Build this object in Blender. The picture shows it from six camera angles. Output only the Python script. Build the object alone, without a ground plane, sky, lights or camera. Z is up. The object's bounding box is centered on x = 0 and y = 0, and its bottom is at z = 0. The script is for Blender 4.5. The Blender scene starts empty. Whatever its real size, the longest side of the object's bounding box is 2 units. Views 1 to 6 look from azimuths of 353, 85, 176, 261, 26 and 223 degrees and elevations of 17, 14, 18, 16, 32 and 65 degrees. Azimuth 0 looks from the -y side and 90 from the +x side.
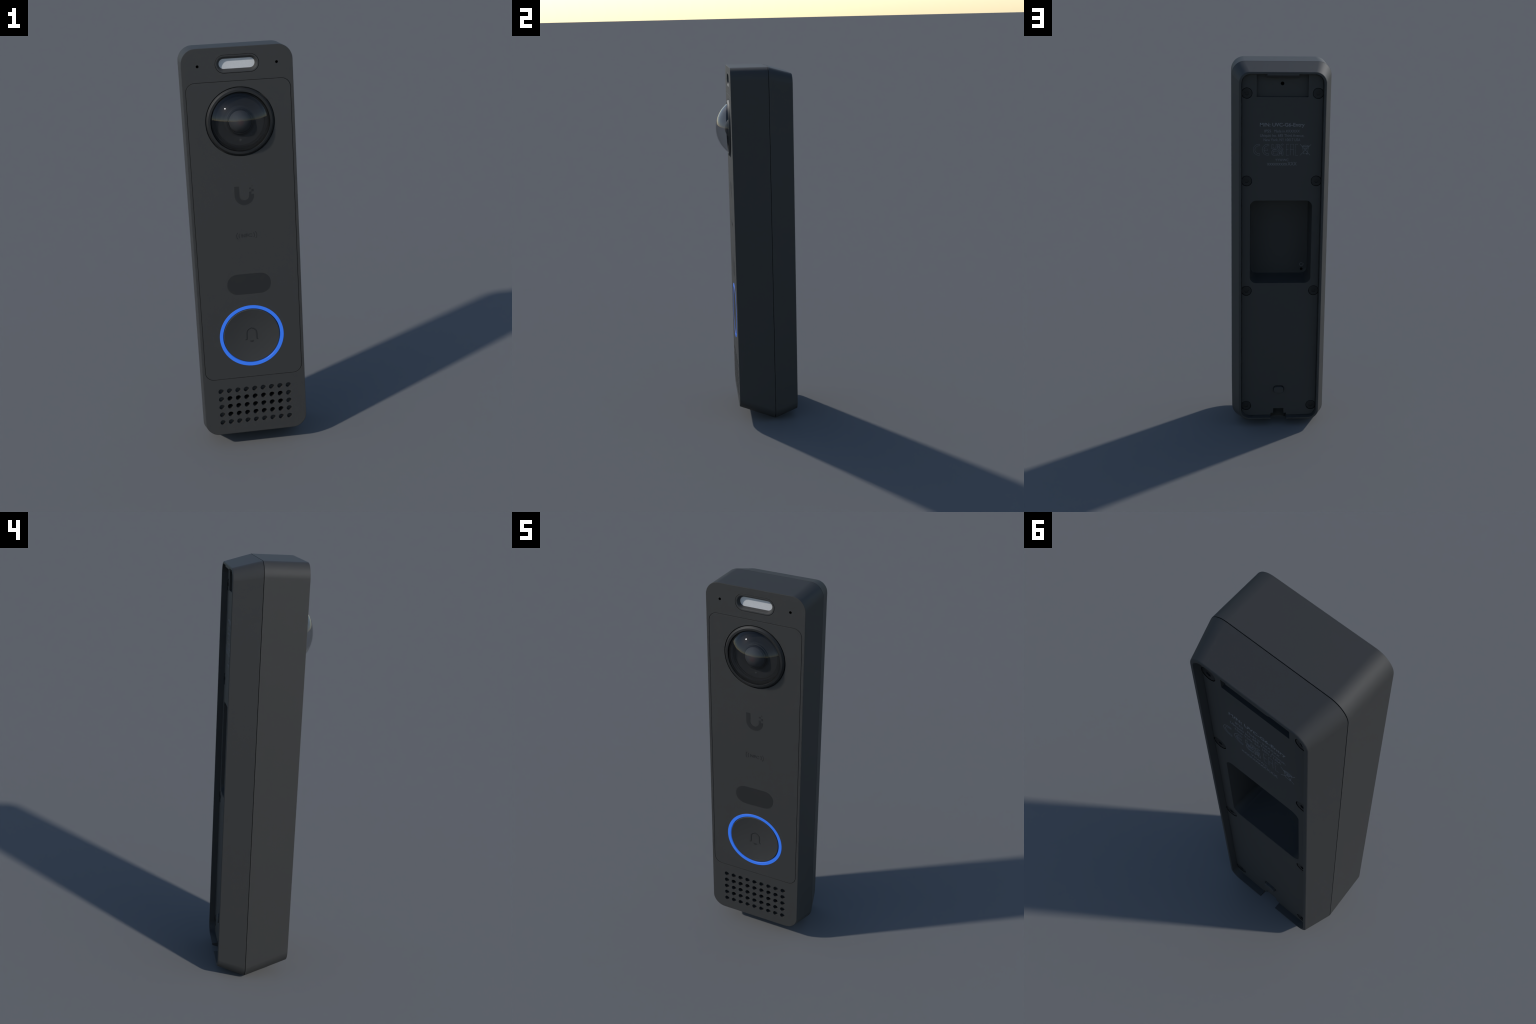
import bpy, bmesh, math
from mathutils import Vector, Matrix

# ------------------------------------------------------------------ sizes
Y_FRONT, Y_SEAM, Y_BACK = -0.1297, 0.0740, 0.2057
HALF_W, HALF_W_BACK = 0.2558, 0.2198
Z_TOP, Z_TOP_BACK, Z_BOTTOM_BACK = 2.0, 1.9617, 0.0420
Z_BOTTOM_FRONT = 0.0817                      # the underside slopes up to the front
R_CORNER, R_CORNER_BACK = 0.069, 0.056
Y_FLOOR = 0.1778                             # floor of the recess in the back
LENS_Z, BUTTON_Z = 1.6595, 0.6014

COL = bpy.context.scene.collection

# ------------------------------------------------------------------ materials
def plastic(name, colour, rough, spec=0.5, grain=0.04, bump=0.0, coat=0.0):
    m = bpy.data.materials.new(name)
    m.use_nodes = True
    nt = m.node_tree
    b = nt.nodes["Principled BSDF"]
    tc = nt.nodes.new("ShaderNodeTexCoord")
    n = nt.nodes.new("ShaderNodeTexNoise")
    n.inputs["Scale"].default_value = 260.0
    n.inputs["Detail"].default_value = 3.0
    nt.links.new(tc.outputs["Object"], n.inputs["Vector"])
    ramp = nt.nodes.new("ShaderNodeValToRGB")
    ramp.color_ramp.elements[0].position = 0.3
    ramp.color_ramp.elements[1].position = 0.7
    ramp.color_ramp.elements[0].color = [c * (1 - grain) for c in colour] + [1]
    ramp.color_ramp.elements[1].color = [c * (1 + grain) for c in colour] + [1]
    nt.links.new(n.outputs["Fac"], ramp.inputs["Fac"])
    nt.links.new(ramp.outputs["Color"], b.inputs["Base Color"])
    b.inputs["Roughness"].default_value = rough
    b.inputs["Specular IOR Level"].default_value = spec
    b.inputs["Coat Weight"].default_value = coat
    if bump:
        bp = nt.nodes.new("ShaderNodeBump")
        bp.inputs["Strength"].default_value = bump
        bp.inputs["Distance"].default_value = 0.0004
        nt.links.new(n.outputs["Fac"], bp.inputs["Height"])
        nt.links.new(bp.outputs["Normal"], b.inputs["Normal"])
    return m

BODY = plastic("charcoal_plastic", (0.0318, 0.0314, 0.0305), 0.66, spec=0.45, bump=0.05)
BACK = plastic("charcoal_back_plastic", (0.0318, 0.0314, 0.0305), 0.66, spec=0.45, bump=0.05)
LENS_HOUSING = plastic("black_lens_plastic", (0.0100, 0.0100, 0.0100), 0.6, spec=0.45)
PLATE = plastic("black_camera_plate", (0.026, 0.026, 0.026), 0.6, spec=0.3)  # base lightened to match the daylight falling inside the dome
BAFFLE = plastic("matt_black_baffle", (0.014, 0.014, 0.014), 0.7, spec=0.25)
DARK = plastic("black_print", (0.0125, 0.0125, 0.0127), 0.6)
SENSOR = plastic("smoked_sensor_plastic", (0.0125, 0.0125, 0.0127), 0.6)
VOID = plastic("unlit_black", (0.002, 0.002, 0.002), 0.9, spec=0.1)
SCREW = plastic("blackened_steel", (0.012, 0.012, 0.012), 0.6, spec=0.35)
PRINT = plastic("grey_label_ink", (0.15, 0.15, 0.16), 0.55)
PRINT_FAINT = plastic("grey_fine_ink", (0.13, 0.13, 0.14), 0.55)
WHITE = plastic("white_diffuser", (0.56, 0.56, 0.56), 0.45)

def glow_blue():
    m = plastic("blue_light_guide", (0.03, 0.10, 0.35), 0.4)
    b = m.node_tree.nodes["Principled BSDF"]
    b.inputs["Emission Color"].default_value = (0.012, 0.083, 0.45, 1)
    b.inputs["Emission Strength"].default_value = 1.0
    return m
BLUE = glow_blue()

def clear_dome():
    m = bpy.data.materials.new("clear_dome_plastic")
    m.use_nodes = True
    nt = m.node_tree
    nt.nodes.clear()
    out = nt.nodes.new("ShaderNodeOutputMaterial")
    tr = nt.nodes.new("ShaderNodeBsdfTransparent")
    tr.inputs["Color"].default_value = (0.865, 0.87, 0.875, 1)
    gl = nt.nodes.new("ShaderNodeBsdfGlossy")
    gl.inputs["Roughness"].default_value = 0.03
    fr = nt.nodes.new("ShaderNodeFresnel")
    fr.inputs["IOR"].default_value = 1.45
    geo = nt.nodes.new("ShaderNodeNewGeometry")
    inv = nt.nodes.new("ShaderNodeMath"); inv.operation = 'SUBTRACT'
    inv.inputs[0].default_value = 1.0
    mul = nt.nodes.new("ShaderNodeMath"); mul.operation = 'MULTIPLY'
    mix = nt.nodes.new("ShaderNodeMixShader")
    L = nt.links.new
    L(geo.outputs["Backfacing"], inv.inputs[1])
    L(fr.outputs["Fac"], mul.inputs[0]); L(inv.outputs[0], mul.inputs[1])
    L(mul.outputs[0], mix.inputs[0]); L(tr.outputs[0], mix.inputs[1]); L(gl.outputs[0], mix.inputs[2])
    L(mix.outputs[0], out.inputs["Surface"])
    return m
DOME = clear_dome()

def lens_glass():
    """dark glass with a faint reddish heart behind the front element"""
    m = plastic("coated_lens_glass", (0.030, 0.030, 0.033), 0.7, spec=0.2)
    nt = m.node_tree
    b = nt.nodes["Principled BSDF"]
    tc = nt.nodes.new("ShaderNodeTexCoord")
    mp = nt.nodes.new("ShaderNodeMapping")
    mp.inputs["Location"].default_value = (0, 0, -LENS_Z)
    mp.inputs["Scale"].default_value = (1, 0, 1)
    ln = nt.nodes.new("ShaderNodeVectorMath"); ln.operation = 'LENGTH'
    ramp = nt.nodes.new("ShaderNodeValToRGB")
    r = ramp.color_ramp
    r.elements[0].position = 0.006; r.elements[0].color = (0.088, 0.060, 0.060, 1)
    r.elements[1].position = 0.020; r.elements[1].color = (0.062, 0.062, 0.064, 1)
    e = r.elements.new(0.046); e.color = (0.046, 0.046, 0.048, 1)
    nt.links.new(tc.outputs["Object"], mp.inputs["Vector"])
    nt.links.new(mp.outputs["Vector"], ln.inputs[0])
    nt.links.new(ln.outputs["Value"], ramp.inputs["Fac"])
    nt.links.new(ramp.outputs["Color"], b.inputs["Base Color"])
    return m
LENS = lens_glass()

# ------------------------------------------------------------------ helpers
root = bpy.data.objects.new("video_doorbell", None)
COL.objects.link(root)
root["label"] = "slim charcoal video doorbell with dome camera and blue button ring"
root["category"] = "video doorbell"

def finish(me, angle=35):
    for p in me.polygons:
        p.use_smooth = True
    me.set_sharp_from_angle(angle=math.radians(angle))

def add(name, me, mat, parent=None):
    ob = bpy.data.objects.new(name, me)
    COL.objects.link(ob)
    ob.parent = parent or root
    if mat and not me.materials:
        me.materials.append(mat)
    return ob

def to_mesh(bm, name):
    bmesh.ops.recalc_face_normals(bm, faces=bm.faces)
    me = bpy.data.meshes.new(name)
    bm.to_mesh(me); bm.free()
    return me

def rounded(hw, z0, z1, r, n=14):
    """rounded rectangle in x-z, counted from the right side upward"""
    pts = []
    for cx, cz, a0 in ((hw - r, z1 - r, 0), (-hw + r, z1 - r, 90), (-hw + r, z0 + r, 180), (hw - r, z0 + r, 270)):
        for i in range(n + 1):
            a = math.radians(a0 + 90 * i / n)
            pts.append((cx + r * math.cos(a), cz + r * math.sin(a)))
    return pts

def stadium(hw, hh, cz, n=20):
    return rounded(hw, cz - hh, cz + hh, hh * 0.9999, n)

def circle(r, cx, cz, n=64):
    return [(cx + r * math.cos(2 * math.pi * i / n), cz + r * math.sin(2 * math.pi * i / n)) for i in range(n)]

def loft(bm, loops, cap0=True, cap1=True, closed=False):
    """loops: list of (y, [(x, z)...]) or (y-list, pts) joined in order"""
    rings = []
    for y, pts in loops:
        rings.append([bm.verts.new((x, y, z)) for x, z in pts])
    n = len(rings[0])
    m = len(rings)
    for k in range(m if closed else m - 1):
        a, b = rings[k], rings[(k + 1) % m]
        for i in range(n):
            bm.faces.new((a[i], a[(i + 1) % n], b[(i + 1) % n], b[i]))
    if not closed:
        if cap0: bm.faces.new(rings[0])
        if cap1: bm.faces.new(list(reversed(rings[-1])))

def prism(pts, y0, y1, bm=None):
    own = bm or bmesh.new()
    loft(own, [(y0, pts), (y1, pts)])
    return own

def revolve(profile, cx, cz, n=128, closed=False):
    """profile of (radius, y) spun about the y axis through (cx, cz)"""
    bm = bmesh.new()
    rings = []
    for r, y in profile:
        if r < 1e-6:
            rings.append([bm.verts.new((cx, y, cz))])
        else:
            rings.append([bm.verts.new((x, y, z)) for x, z in circle(r, cx, cz, n)])
    m = len(rings)
    for k in range(m if closed else m - 1):
        a, b = rings[k], rings[(k + 1) % m]
        for i in range(n):
            j = (i + 1) % n
            if len(a) == 1 and len(b) == 1: continue
            if len(a) == 1: bm.faces.new((a[0], b[j], b[i]))
            elif len(b) == 1: bm.faces.new((a[i], a[j], b[0]))
            else: bm.faces.new((a[i], a[j], b[j], b[i]))
    return bm

def cut(ob, bms, op='DIFFERENCE'):
    """apply exact booleans with a list of cutter bmeshes (or (bmesh, material))"""
    for item in bms:
        bm, mat = item if isinstance(item, tuple) else (item, None)
        me = to_mesh(bm, "cutter")
        if mat: me.materials.append(mat)
        c = bpy.data.objects.new("cutter", me)
        COL.objects.link(c)
        md = ob.modifiers.new("cut", 'BOOLEAN')
        md.object = c; md.operation = op; md.solver = 'EXACT'
        md.material_mode = 'TRANSFER'
        dg = bpy.context.evaluated_depsgraph_get()
        new = bpy.data.meshes.new_from_object(ob.evaluated_get(dg))
        ob.modifiers.remove(md)
        old = ob.data
        ob.data = new
        bpy.data.meshes.remove(old)
        bpy.data.objects.remove(c)
        bpy.data.meshes.remove(me)

def weighted(ob, angle=35):
    finish(ob.data, angle)
    md = ob.modifiers.new("wn", 'WEIGHTED_NORMAL')
    md.keep_sharp = True; md.weight = 100
    dg = bpy.context.evaluated_depsgraph_get()
    new = bpy.data.meshes.new_from_object(ob.evaluated_get(dg), preserve_all_data_layers=True, depsgraph=dg)
    ob.modifiers.remove(md)
    ob.data = new

def bottom_z(y):
    return Z_BOTTOM_FRONT * max(0.0, Y_SEAM - 0.0016 - y) / (Y_SEAM - 0.0016 - Y_FRONT)

# ------------------------------------------------------------------ front housing
def front_outline(y, inset=0.0):
    return rounded(HALF_W - inset, bottom_z(y) + inset, Z_TOP - inset, R_CORNER - inset, 20)

bm = bmesh.new()
y1 = Y_SEAM - 0.0012
loft(bm, [(Y_FRONT, front_outline(Y_FRONT, 0.0026)), (Y_FRONT + 0.0008, front_outline(Y_FRONT, 0.0008)),
          (Y_FRONT + 0.0026, front_outline(Y_FRONT + 0.0026)), (y1 - 0.0004, front_outline(y1 - 0.0004)),
          (y1, front_outline(y1, 0.0004))])
housing = add("front_housing", to_mesh(bm, "front_housing"), BODY)

PANEL_Z0, PANEL_Z1 = 0.3838, 1.8470
cutters = []
cutters.append(prism(rounded(0.2424, PANEL_Z0 - 0.0012, PANEL_Z1 + 0.0012, 0.044), Y_FRONT - 0.02, -0.117))
cutters.append(prism(stadium(0.1012, 0.0414, 1.9242), Y_FRONT - 0.02, -0.100))
cutters.append(prism(circle(0.150, 0, LENS_Z), -0.14, -0.06))
mics = bmesh.new()
for sx in (-1, 1):
    prism(circle(0.0066, sx * 0.181, 1.9205, 32), Y_FRONT - 0.01, -0.09, mics)
cutters.append((mics, VOID))
deep, blind = bmesh.new(), bmesh.new()
for row in range(5):
    for col in range(9):
        x = (col - 4) * 0.0425
        z = 0.3184 - row * 0.04247
        edge = row in (0, 4) or col in (0, 8)
        prism(circle(0.0134, x, z, 32), Y_FRONT - 0.01, -0.112 if edge else -0.085, blind if edge else deep)
cutters += [blind, deep]
cutters.append(prism(rounded(0.167, 0.832, 1.299, 0.03), 0.020, 0.10))
cut(housing, cutters)
bmh = bmesh.new()
for row in range(1, 4):
    for col in range(1, 8):
        prism(circle(0.0129, (col - 4) * 0.0425, 0.3184 - row * 0.04247, 24), -0.0900, -0.0840, bmh)
weighted(housing)
# near-black discs paint the cavity's darkness at the bottom of the inner holes
hole_shadow = add("speaker_shadow_discs", to_mesh(bmh, "speaker_shadow_discs"), VOID)
hole_shadow["kind"] = "stuff"
finish(hole_shadow.data)

# ------------------------------------------------------------------ front panel
bm = bmesh.new()
P = lambda i: rounded(0.2402 - i, PANEL_Z0 + 0.001 + i, PANEL_Z1 - 0.001 - i, 0.0418 - i, 16)
loft(bm, [(Y_FRONT, P(0.0004)), (Y_FRONT + 0.0004, P(0)), (-0.1185, P(0))])
panel = add("front_panel", to_mesh(bm, "front_panel"), BODY)
cut(panel, [prism(circle(0.1612, 0, LENS_Z, 128), -0.15, -0.10), prism(circle(0.1585, 0, BUTTON_Z, 128), -0.15, -0.10)])
weighted(panel)

# ------------------------------------------------------------------ light window at the top
bez = bmesh.new()
st = lambda h: stadium(0.0598 + h, h, 1.9242)
loft(bez, [(-0.112, st(0.0396)), (Y_FRONT + 0.0006, st(0.0396)), (Y_FRONT, st(0.0390)), (Y_FRONT, st(0.0330)),
           (Y_FRONT + 0.0006, st(0.0319)), (Y_FRONT + 0.0022, st(0.0304)), (Y_FRONT + 0.005, st(0.0286)),
           (-0.1135, st(0.0226)), (-0.112, st(0.0220))], closed=True)
bezel = add("window_bezel", to_mesh(bez, "window_bezel"), BODY)
finish(bezel.data, 40)
bm = prism(stadium(0.090, 0.0302, 1.9242), -0.1131, -0.104)
window = add("light_window", to_mesh(bm, "light_window"), WHITE)
finish(window.data)

# ------------------------------------------------------------------ camera
camera = add("camera_module", to_mesh(revolve([
    (0.1572, -0.114), (0.1572, -0.1290), (0.1568, -0.1302), (0.1502, -0.1384), (0.1490, -0.1393),
    (0.1405, -0.1400), (0.1388, -0.1398), (0.1378, -0.1388), (0.1374, -0.1370), (0.1370, -0.1140)],
    0, LENS_Z, closed=True), "camera_module"), LENS_HOUSING)
finish(camera.data, 15)
baffle = add("camera_baffle", to_mesh(revolve([(0.1385, -0.1130), (0.1362, -0.1290), (0.1350, -0.1240), (0.1290, -0.1235), (0.1280, -0.1200),
    (0.1200, -0.1195), (0.1190, -0.1165), (0.1125, -0.1160), (0.1120, -0.1000), (0.1385, -0.1000)], 0, LENS_Z, closed=True), "camera_baffle"), BAFFLE, camera)
finish(baffle.data, 28)
plate = add("camera_plate", to_mesh(revolve([
    (0, -0.1132), (0.0690, -0.1132), (0.0720, -0.1124), (0.0730, -0.1124), (0.0760, -0.1132), (0.1136, -0.1132), (0.1136, -0.095), (0, -0.095)], 0, LENS_Z),
    "camera_plate"), PLATE, camera)
finish(plate.data)
barrel = add("lens_barrel", to_mesh(revolve([
    (0, -0.1100), (0.0640, -0.1100), (0.0640, -0.1172), (0.0630, -0.1180), (0.0585, -0.1184), (0.0575, -0.1260), (0.0565, -0.1275),
    (0.0535, -0.1275), (0.0525, -0.1265), (0, -0.1265)], 0, LENS_Z), "lens_barrel"), LENS_HOUSING, camera)
finish(barrel.data)
R = 0.0650
prof = []
for i in range(15):
    a = math.asin(0.0520 / R) * (1 - i / 14)
    prof.append((R * math.sin(a), -0.1550 + R - R * math.cos(a)))
prof[-1] = (0, -0.1550)
lens = add("lens", to_mesh(revolve([(0.0520, -0.122)] + prof, 0, LENS_Z, 96), "lens"), LENS, camera)
finish(lens.data, 60)
pin = add("status_light", to_mesh(revolve([(0, -0.1146), (0.0040, -0.1143), (0.0060, -0.1134), (0.0066, -0.112), (0, -0.112)], 0, LENS_Z - 0.089, 32),
          "status_light"), plastic("grey_pin", (0.045, 0.045, 0.045), 0.6), camera)
finish(pin.data)

def cap(R, apex, rim, k=28):
    c = apex + R
    a1 = math.asin(min(1, rim / R))
    return [(R * math.sin(a1 * i / k), c - R * math.cos(a1 * i / k)) for i in range(k + 1)]
outer = cap(0.1700, -0.2057, 0.1362)
inner = cap(0.1665, -0.2022, 0.1345)
outer[0] = (0, outer[0][1]); inner[0] = (0, inner[0][1])
dome = add("dome_cover", to_mesh(revolve(outer + list(reversed(inner)), 0, LENS_Z, 128), "dome_cover"), DOME, camera)
finish(dome.data, 60)

# ------------------------------------------------------------------ button
ring = add("light_ring", to_mesh(revolve([
    (0.1582, -0.1172), (0.1582, -0.1298), (0.1577, -0.1304), (0.1428, -0.1304), (0.1420, -0.1297), (0.1418, -0.1172)], 0, BUTTON_Z, closed=True), "light_ring"), BLUE)
finish(ring.data, 30)
prof = [(0, -0.1205)]
for i in range(1, 17):
    r = 0.1325 * i / 16
    prof.append((r, -0.1205 - 0.0095 * (r / 0.1325) ** 2))
prof += [(0.1345, -0.1304), (0.1362, -0.1304), (0.1380, -0.1296), (0.1390, -0.1280), (0.1393, -0.1172), (0, -0.1172)]
button = add("doorbell_button", to_mesh(revolve(prof, 0, BUTTON_Z), "doorbell_button"), BODY)
finish(button.data, 40)
DISH = lambda r: -0.1205 - 0.0095 * (r / 0.1325) ** 2

# ------------------------------------------------------------------ strokes, prints, lettering
def strokes(name, lines, width, mat, origin, back=False, thick=0.0006, parent=None, order=0):
    """each line is a list of (u, v); u reads to the right for somebody facing the side"""
    cu = bpy.data.curves.new(name, 'CURVE')
    cu.dimensions = '3D'
    cu.bevel_depth = width / 2
    cu.bevel_resolution = 2
    cu.use_fill_caps = True
    for ln in lines:
        closed = len(ln) > 2 and ln[0] == ln[-1]
        pts = ln[:-1] if closed else ln
        sp = cu.splines.new('POLY')
        sp.points.add(len(pts) - 1)
        for p, (u, v) in zip(sp.points, pts):
            p.co = (u, 0, v, 1)
        sp.use_cyclic_u = closed
    tmp = bpy.data.objects.new("tmp", cu)
    COL.objects.link(tmp)
    dg = bpy.context.evaluated_depsgraph_get()
    me = bpy.data.meshes.new_from_object(tmp.evaluated_get(dg))
    bpy.data.objects.remove(tmp); bpy.data.curves.remove(cu)
    f = thick / (width / 2)
    me.transform(Matrix.Diagonal((1, f, 1, 1)))
    if back:
        me.transform(Matrix.Rotation(math.pi, 4, 'Z'))
    me.transform(Matrix.Translation(origin))
    me.materials.clear()
    finish(me, 50)
    return add(name, me, mat, parent)

def arc(cu, cv, r, a0, a1, n=18, ry=None):
    ry = ry or r
    return [(cu + r * math.cos(math.radians(a0 + (a1 - a0) * i / n)), cv + ry * math.sin(math.radians(a0 + (a1 - a0) * i / n))) for i in range(n + 1)]

def lettering(name, text, u0, u1, v0, v1, y, mat, back=False, bold=0.0, thick=0.0006, ref="H", parent=None):
    """built-in font, squeezed so that the line fills u0..u1 and its capitals fill v0..v1"""
    def mesh_of(s):
        cu = bpy.data.curves.new("txt", 'FONT')
        cu.body = s; cu.size = 1.0; cu.offset = bold; cu.resolution_u = 4
        cu.extrude = 0.05
        o = bpy.data.objects.new("txt", cu)
        COL.objects.link(o)
        dg = bpy.context.evaluated_depsgraph_get()
        me = bpy.data.meshes.new_from_object(o.evaluated_get(dg))
        bpy.data.objects.remove(o); bpy.data.curves.remove(cu)
        return me
    hm = mesh_of(ref)
    h0 = min(v.co.y for v in hm.vertices); h1 = max(v.co.y for v in hm.vertices)
    bpy.data.meshes.remove(hm)
    me = mesh_of(text)
    x0 = min(v.co.x for v in me.vertices); x1 = max(v.co.x for v in me.vertices)
    for v in me.vertices:
        u = u0 + (v.co.x - x0) * (u1 - u0) / (x1 - x0)
        w = v0 + (v.co.y - h0) * (v1 - v0) / (h1 - h0)
        d = v.co.z / 0.05 * thick
        v.co = (-u, y + d, w) if back else (u, y - d, w)
    if back is not None:
        me.update()
    finish(me, 30)
    me.materials.clear()
    return add(name, me, mat, parent)

YP = Y_FRONT
# U-shaped mark with its crumbling right arm
bm = bmesh.new()
yb, yt = YP + 0.001, YP - 0.0006
oc, ro, ri = 1.3098, 0.0455, 0.0232
outer_u = [(-ro, 1.3555)] + [(-ro, 1.33)] + arc(0, oc, ro, 180, 360, 32) + [(ro, 1.3150), (0.0335, 1.3150), (0.0335, 1.3268), (0.0235, 1.3268)]
inner_u = arc(0, oc + 0.0010, ri, 360, 180, 28) + [(-ri, 1.3555)]
poly = outer_u + inner_u
f0 = bm.faces.new([bm.verts.new((x, yt, z)) for x, z in poly])
ext = bmesh.ops.extrude_face_region(bm, geom=[f0])
for v in ext["geom"]:
    if isinstance(v, bmesh.types.BMVert): v.co.y = yb
for cx, cz, h in ((0.0287, 1.3432, 0.0043), (0.0400, 1.3332, 0.0053), (0.0388, 1.3545, 0.0024)):
    prism([(cx - h, cz - h), (cx + h, cz - h), (cx + h, cz + h), (cx - h, cz + h)], yt, yb, bm)
logo = add("logo_mark", to_mesh(bm, "logo_mark"), DARK, panel)
bmesh_tri = bmesh.new(); bmesh_tri.from_mesh(logo.data)
bmesh.ops.triangulate(bmesh_tri, faces=[f for f in bmesh_tri.faces if len(f.verts) > 4])
bmesh_tri.to_mesh(logo.data); bmesh_tri.free()

zc = 1.1150
strokes("contactless_symbol", [arc(-0.0235, zc, 0.0245, 136, 224, ry=0.0235), arc(-0.0210, zc, 0.0155, 136, 224, ry=0.0160),
                               arc(0.0250, zc, 0.0245, -44, 44, ry=0.0235), arc(0.0225, zc, 0.0155, -44, 44, ry=0.0160)],
        0.0046, DARK, (0, YP, 0), thick=0.0005, parent=panel)
lettering("contactless_lettering", "NFC", -0.0240, 0.0258, zc - 0.0090, zc + 0.0080, YP, DARK, bold=0.02, parent=panel)

bm = prism(stadium(0.1062, 0.0513, 0.8712, 28), YP - 0.0006, YP + 0.002)
pill = add("sensor_window", to_mesh(bm, "sensor_window"), SENSOR, panel)
finish(pill.data)

# bell sign in the dish of the button
b0 = BUTTON_Z
bell = [(-0.0325, b0 - 0.0222), (-0.0262, b0 - 0.0212), (-0.0248, b0 - 0.0150), (-0.0245, b0 + 0.0120)]
bell += arc(0, b0 + 0.0130, 0.0245, 172, 100, 10, ry=0.0240) + [(0.0, b0 + 0.0418)] + arc(0, b0 + 0.0130, 0.0245, 80, 8, 10, ry=0.0240)
bell += [(0.0245, b0 + 0.0120), (0.0248, b0 - 0.0150), (0.0262, b0 - 0.0212), (0.0325, b0 - 0.0222)]
strokes("bell_symbol", [bell], 0.0082, DARK, (0, DISH(0.026), 0), thick=0.0010, parent=button)
clap = arc(0, b0 - 0.0285, 0.0100, 180, 360, 16, ry=0.0088)
bm = prism(clap, DISH(0.03) - 0.0008, DISH(0.03) + 0.002)
clapper = add("bell_clapper_symbol", to_mesh(bm, "bell_clapper_symbol"), DARK, button)

# ------------------------------------------------------------------ near-black core set back in the seam gap
bm = bmesh.new()
g0, g1 = rounded(0.249, 0.0075, 1.994, 0.064, 20), rounded(0.225, 0.04, 1.96, 0.045, 20)
loft(bm, [(Y_SEAM - 0.006, g0), (Y_SEAM + 0.006, g0), (Y_SEAM + 0.006, g1), (Y_SEAM - 0.006, g1)], closed=True)
dark_core = add("seam_dark_core", to_mesh(bm, "seam_dark_core"), VOID)
finish(dark_core.data)

# ------------------------------------------------------------------ back shell
def back_outline(y, inset=0.0):
    t = (y - Y_SEAM) / (Y_BACK - Y_SEAM)
    hw = HALF_W + t * (HALF_W_BACK - HALF_W)
    z0 = max(0.0, y - Y_SEAM - 0.0016) / (Y_BACK - Y_SEAM - 0.0016) * Z_BOTTOM_BACK
    z1 = Z_TOP + t * (Z_TOP_BACK - Z_TOP)
    r = R_CORNER + t * (R_CORNER_BACK - R_CORNER)
    return rounded(hw - inset, z0 + inset, z1 - inset, r - inset, 20)

bm = bmesh.new()
y0 = Y_SEAM + 0.0012
loft(bm, [(y0, back_outline(y0, 0.0004)), (y0 + 0.0004, back_outline(y0 + 0.0004)), (Y_BACK - 0.0042, back_outline(Y_BACK - 0.0042)),
          (Y_BACK - 0.0026, back_outline(Y_BACK - 0.0026, 0.0004)), (Y_BACK - 0.0010, back_outline(Y_BACK - 0.0010, 0.0016)),
          (Y_BACK, back_outline(Y_BACK, 0.0036))])
shell = add("back_shell", to_mesh(bm, "back_shell"), BACK)

cuts = []
bm = bmesh.new()          # wide recess, walls drafted a little
loft(bm, [(Y_BACK + 0.01, rounded(0.2090, 0.0512, 1.9530, 0.0480)), (Y_FLOOR, rounded(0.2063, 0.0540, 1.9495, 0.0450))])
cuts.append(bm)
bm = bmesh.new()          # narrow gutter between the floor plate and the wall
loft(bm, [(0.150, rounded(0.2062, 0.0540, 1.9495, 0.0450)), (Y_FLOOR + 0.002, rounded(0.2062, 0.0540, 1.9495, 0.0450)),
          (Y_FLOOR + 0.002, rounded(0.2042, 0.0560, 1.9475, 0.0430)), (0.150, rounded(0.2042, 0.0560, 1.9475, 0.0430))], closed=True)
cuts.append(bm)
cuts.append(prism(rounded(0.1305, 1.8335, 1.9480, 0.002, 3), 0.1560, 0.19))      # label bay
cuts.append(prism(rounded(0.167, 0.832, 1.299, 0.03), 0.05, 0.19))                # room for the wiring box
screw_holes = bmesh.new()
SCREW_Z = (1.8530, 1.4002, 0.7962, 0.1150)
for z in SCREW_Z:
    for sx in (-1, 1):
        prism(circle(0.0279, sx * 0.1800, z, 48), 0.160, Y_FLOOR + 0.0004, screw_holes)
cuts.append((screw_holes, VOID))
cuts.append(prism(rounded(0.0300, 0.1945, 0.2355, 0.0175), Y_FLOOR - 0.010, 0.19))   # gap round the catch
pinhole = bmesh.new(); prism(circle(0.0094, 0, 1.8990, 32), 0.12, 0.165, pinhole)
cuts.append((pinhole, VOID))
chan = bmesh.new()        # cable notch: a narrow throat above a round channel that leaves through the underside
prism(rounded(0.0290, 0.0440, 0.0960, 0.001, 2), 0.105, 0.19, chan)
cuts.append(chan)
chan = bmesh.new()
arch = [(0.0435, 0.225)] + arc(0, 0.130, 0.0435, 0, -180, 24, ry=0.042) + [(-0.0435, 0.225)]
lo = [chan.verts.new((x, y, -0.02)) for x, y in arch]
hi = [chan.verts.new((x, y, 0.0668)) for x, y in arch]
n = len(arch)
for i in range(n):
    chan.faces.new((lo[i], lo[(i + 1) % n], hi[(i + 1) % n], hi[i]))
chan.faces.new(lo); chan.faces.new(list(reversed(hi)))
cuts.append(chan)
cut(shell, cuts)
weighted(shell, 30)

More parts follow.
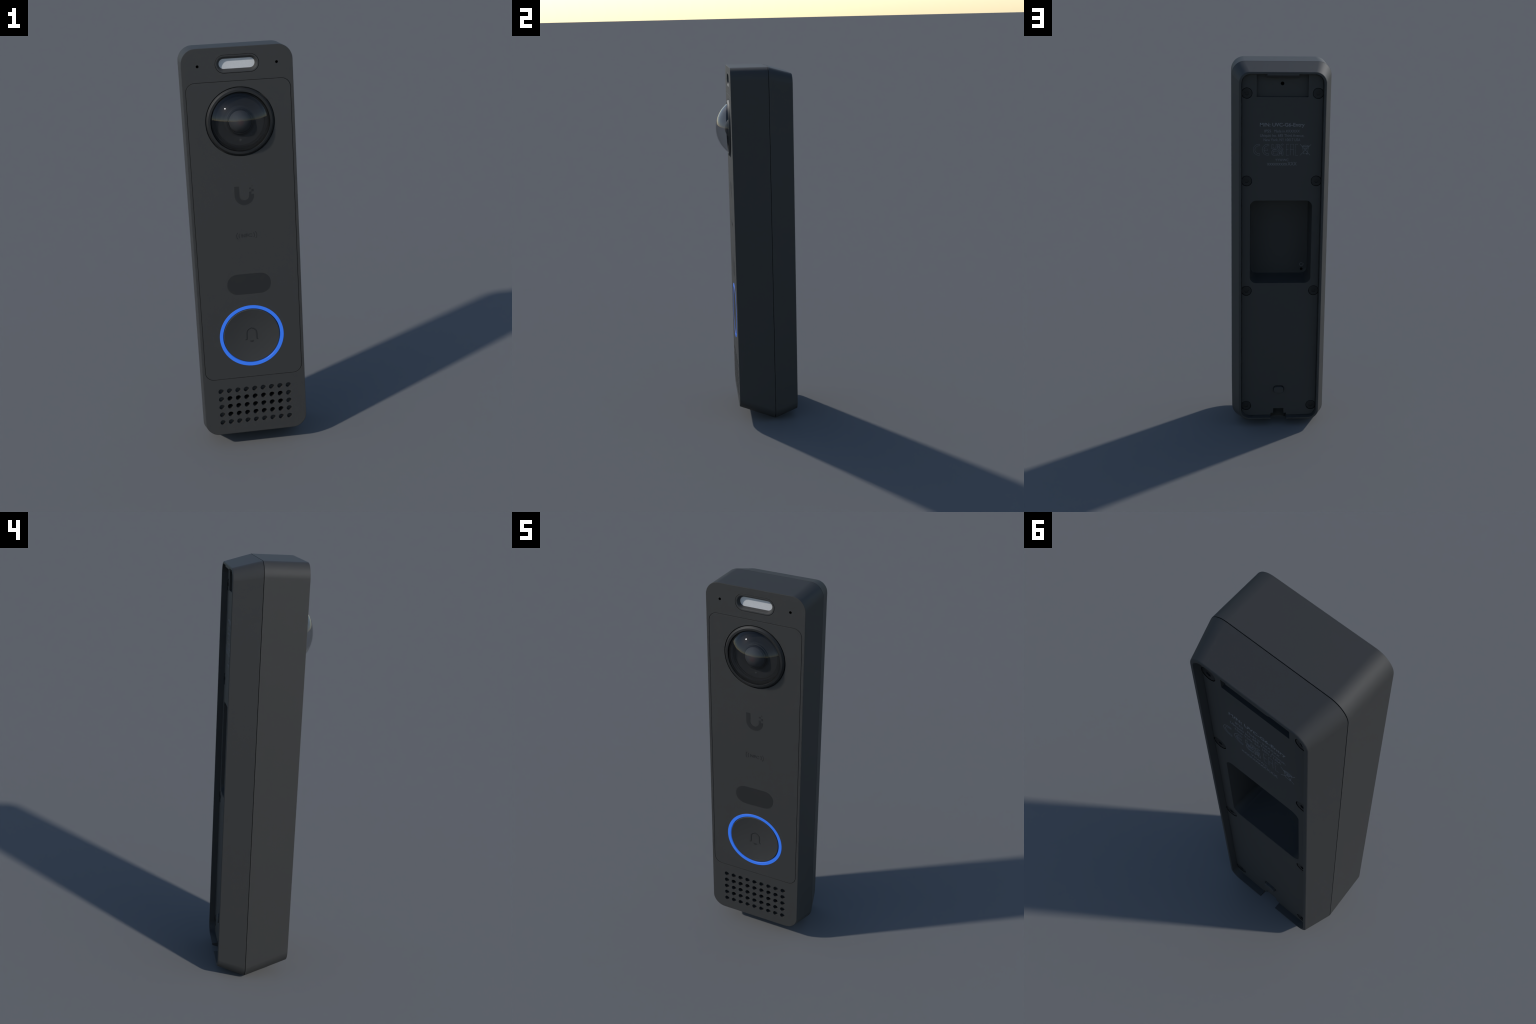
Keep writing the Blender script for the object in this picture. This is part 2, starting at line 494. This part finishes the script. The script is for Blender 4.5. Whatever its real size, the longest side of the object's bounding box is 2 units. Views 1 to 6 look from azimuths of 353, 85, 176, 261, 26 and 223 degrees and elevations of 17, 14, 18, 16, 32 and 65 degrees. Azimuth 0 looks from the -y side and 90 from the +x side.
# wiring box sunk through the shell
bm = bmesh.new()
box_in = lambda g: rounded(0.1625 - g, 0.8390 + g * 0.7, 1.2955 - g, 0.034, 12)
box_out = rounded(0.1690, 0.8300, 1.3010, 0.036, 12)
loft(bm, [(0.0230, box_out), (Y_FLOOR - 0.0004, box_out), (Y_FLOOR - 0.0004, box_in(0)), (Y_FLOOR - 0.003, box_in(0.0004)), (0.0310, box_in(0.0085)), (0.0290, box_in(0.0105))])
box = add("wiring_pocket", to_mesh(bm, "wiring_pocket"), BACK)
ph = bmesh.new(); prism(circle(0.0078, -0.1248, 0.8678, 32), 0.0250, 0.04, ph)
cut(box, [(ph, VOID)])
finish(box.data, 40)
strokes("reset_symbol", [arc(0, 0, 0.0100, 60, 370, 20), [(0.0060, 0.0035), (0.0100, -0.0010), (0.0135, 0.0040)]], 0.0022, PRINT_FAINT, (-0.1245, 0.0290, 0.8945), back=True, parent=box)

# hanging tab over the label bay
bm = bmesh.new()
loft(bm, [(0.1780, rounded(0.0835, 1.9330, 1.9560, 0.0015, 3)), (0.1900, rounded(0.0835, 1.9330, 1.9560, 0.0015, 3)),
          (Y_BACK - 0.0008, rounded(0.0788, 1.9448, 1.9560, 0.0015, 3)), (Y_BACK - 0.0002, rounded(0.0784, 1.9454, 1.9556, 0.0012, 3))])
tab = add("mounting_tab", to_mesh(bm, "mounting_tab"), BACK, shell)
finish(tab.data)
# catch near the foot
bm = bmesh.new()
loft(bm, [(Y_FLOOR - 0.011, rounded(0.0275, 0.1930, 0.2325, 0.0155)), (Y_FLOOR + 0.0095, rounded(0.0272, 0.1940, 0.2305, 0.0150)), (Y_FLOOR + 0.0120, rounded(0.0258, 0.1955, 0.2285, 0.0136))])
catch = add("mounting_catch", to_mesh(bm, "mounting_catch"), BACK, shell)
finish(catch.data, 30)

# screws with six-lobed sockets
bm = bmesh.new()
N = 72
YS = Y_FLOOR - 0.0012
ringp = lambda r, y: [bm.verts.new((r * math.cos(2 * math.pi * i / N), y, r * math.sin(2 * math.pi * i / N))) for i in range(N)]
lobe = lambda s, y: [bm.verts.new(((0.0098 + 0.0017 * math.cos(12 * math.pi * i / N)) * s * math.cos(2 * math.pi * i / N), y,
                                   (0.0098 + 0.0017 * math.cos(12 * math.pi * i / N)) * s * math.sin(2 * math.pi * i / N))) for i in range(N)]
rings = [ringp(0.0258, 0.1595), ringp(0.0258, YS - 0.0008), ringp(0.0250, YS), lobe(1, YS), lobe(0.96, YS - 0.004)]
for a, b in zip(rings, rings[1:]):
    for i in range(N):
        bm.faces.new((a[i], a[(i + 1) % N], b[(i + 1) % N], b[i]))
bm.faces.new(rings[-1]); bm.faces.new(rings[0])
sm = to_mesh(bm, "screw")
sm.materials.append(SCREW)
finish(sm, 30)
for k, (z, sx) in enumerate((z, sx) for z in SCREW_Z for sx in (-1, 1)):
    s = add("screw", sm, None, shell)
    s.location = (sx * 0.1800, 0, z)
    s.rotation_euler = (0, math.radians((k * 37) % 60), 0)

# ------------------------------------------------------------------ printed label on the back
def label(name, text, u0, u1, v0, v1, mat, bold=0.0, ref="H"):
    return lettering(name, text, u0, u1, v0, v1, Y_FLOOR, mat, back=True, bold=bold, ref=ref, parent=shell)
label("model_lettering", "M/N: UVC-G6-Entry", -0.1134, 0.1140, 1.6842, 1.7025, PRINT, bold=0.014)
label("rating_lettering", "IP55", -0.0900, -0.0570, 1.6540, 1.6675, PRINT_FAINT)
label("origin_lettering", "Made in XXXXXX", -0.0398, 0.0900, 1.6540, 1.6675, PRINT_FAINT)
label("address_lettering", "Ubiquiti Inc. 685 Third Avenue,", -0.1122, 0.1128, 1.6312, 1.6450, PRINT_FAINT)
label("address_lettering", "New York, NY 10017 USA", -0.0942, 0.0938, 1.6090, 1.6228, PRINT_FAINT)
label("date_lettering", "YYWWC", -0.0335, 0.0345, 1.5048, 1.5172, PRINT_FAINT)
label("serial_lettering", "xxxxxxxxx", -0.0755, 0.0285, 1.4822, 1.4950, PRINT_FAINT, ref="x")
label("serial_lettering", "XXX", 0.0300, 0.0770, 1.4822, 1.5002, PRINT_FAINT)

def outlined(path, w):
    """outline of a thick pen stroke along an open path"""
    L, Rr = [], []
    for i, p in enumerate(path):
        a = path[max(i - 1, 0)]; b = path[min(i + 1, len(path) - 1)]
        d = Vector((b[0] - a[0], b[1] - a[1])).normalized()
        nrm = Vector((-d.y, d.x))
        k = 1.0
        if 0 < i < len(path) - 1:
            d2 = Vector((p[0] - a[0], p[1] - a[1])).normalized()
            k = 1 / max(0.5, nrm.dot(Vector((-d2.y, d2.x))))
        L.append((p[0] + nrm.x * w / 2 * k, p[1] + nrm.y * w / 2 * k))
        Rr.append((p[0] - nrm.x * w / 2 * k, p[1] - nrm.y * w / 2 * k))
    out = L + list(reversed(Rr))
    return out + [out[0]]

M0, M1 = 1.5353, 1.5930
mc, mr = (M0 + M1) / 2, (M1 - M0) / 2
ce = []
for left in (-0.1467, -0.1003):
    c = left + mr
    ce.append(outlined([(c + 0.0045, mc + mr - 0.0042)] + arc(c, mc, mr - 0.0042, 90, 270, 26) + [(c + 0.0045, mc - mr + 0.0042)], 0.0084))
c = -0.1003 + mr
ce.append([(c - 0.0200, mc + 0.0040), (c - 0.0010, mc + 0.0040), (c - 0.0010, mc - 0.0040), (c - 0.0200, mc - 0.0040)])
strokes("conformity_mark", ce, 0.0014, PRINT_FAINT, (0, Y_FLOOR, 0), back=True, parent=shell)

w = 0.0066
t0, t1 = M1 - 0.0033, mc + 0.0045
l0, l1 = mc - 0.0045, M0 + 0.0033
ua, ub, ka, kb = -0.0483, -0.0270, -0.0165, 0.0030
uk = [outlined([(ua, M1), (ua, t1 + 0.005)] + arc((ua + ub) / 2, t1 + 0.006, (ub - ua) / 2, 180, 360, 10, ry=0.006) + [(ub, M1)], w),
      outlined([(ka, M1), (ka, mc + 0.0012)], w), outlined([(kb + 0.002, M1), (ka + 0.005, (t0 + t1) / 2 + 0.001), (kb + 0.002, mc + 0.0012)], w),
      outlined([(ub + 0.003, l0)] + arc(ua + 0.007, mc - 0.0115, 0.007, 90, 180, 6) + arc(ua + 0.007, l1 + 0.007, 0.007, 180, 270, 6) + [(ub + 0.003, l1)], w),
      outlined([(ka, M0)] + arc((ka + kb) / 2, l0 - 0.009, (kb - ka) / 2, 180, 0, 12, ry=0.009) + [(kb, M0)], w),
      [(ka + 0.003, M0 + 0.0125), (kb - 0.003, M0 + 0.0125)], [(ka + 0.003, M0 + 0.0080), (kb - 0.003, M0 + 0.0080)]]
strokes("conformity_mark", uk, 0.0018, PRINT_FAINT, (0, Y_FLOOR, 0), back=True, parent=shell)
e0, a0, a1, c0 = 0.0225, 0.0428, 0.0595, 0.0690
eac = [[(e0 + 0.0125, M1), (e0, M1), (e0, M0), (e0 + 0.0125, M0)], [(e0, mc), (e0 + 0.0110, mc)],
       [(a0, M0), (a0, M1), (a1, M1), (a1, M0)], [(a0, mc), (a1, mc)],
       [(c0 + 0.0130, M1), (c0, M1), (c0, M0), (c0 + 0.0130, M0)]]
strokes("conformity_mark", eac, 0.0015, PRINT_FAINT, (0, Y_FLOOR, 0), back=True, parent=shell)
bx = 0.1210
bin_ = [[(0.0930, M1), (0.1455, M0)], [(0.1500, M1), (0.0935, M0)],
        [(bx - 0.0150, M1 - 0.0130), (bx + 0.0150, M1 - 0.0130), (bx + 0.0105, M0 + 0.0080), (bx - 0.0105, M0 + 0.0080), (bx - 0.0150, M1 - 0.0130)],
        arc(bx, M1 - 0.0120, 0.0165, 180, 0, 12, ry=0.0075), [(bx - 0.018, M1 - 0.0120), (bx + 0.018, M1 - 0.0120)],
        [(bx - 0.0035, M1 - 0.0190), (bx + 0.0070, M1 - 0.0190), (bx + 0.0070, M1 - 0.0235), (bx - 0.0035, M1 - 0.0235), (bx - 0.0035, M1 - 0.0190)],
        arc(bx + 0.0075, M0 + 0.0085, 0.0032, 0, 360, 12)]
strokes("disposal_mark", bin_, 0.0018, PRINT_FAINT, (0, Y_FLOOR, 0), back=True, parent=shell)
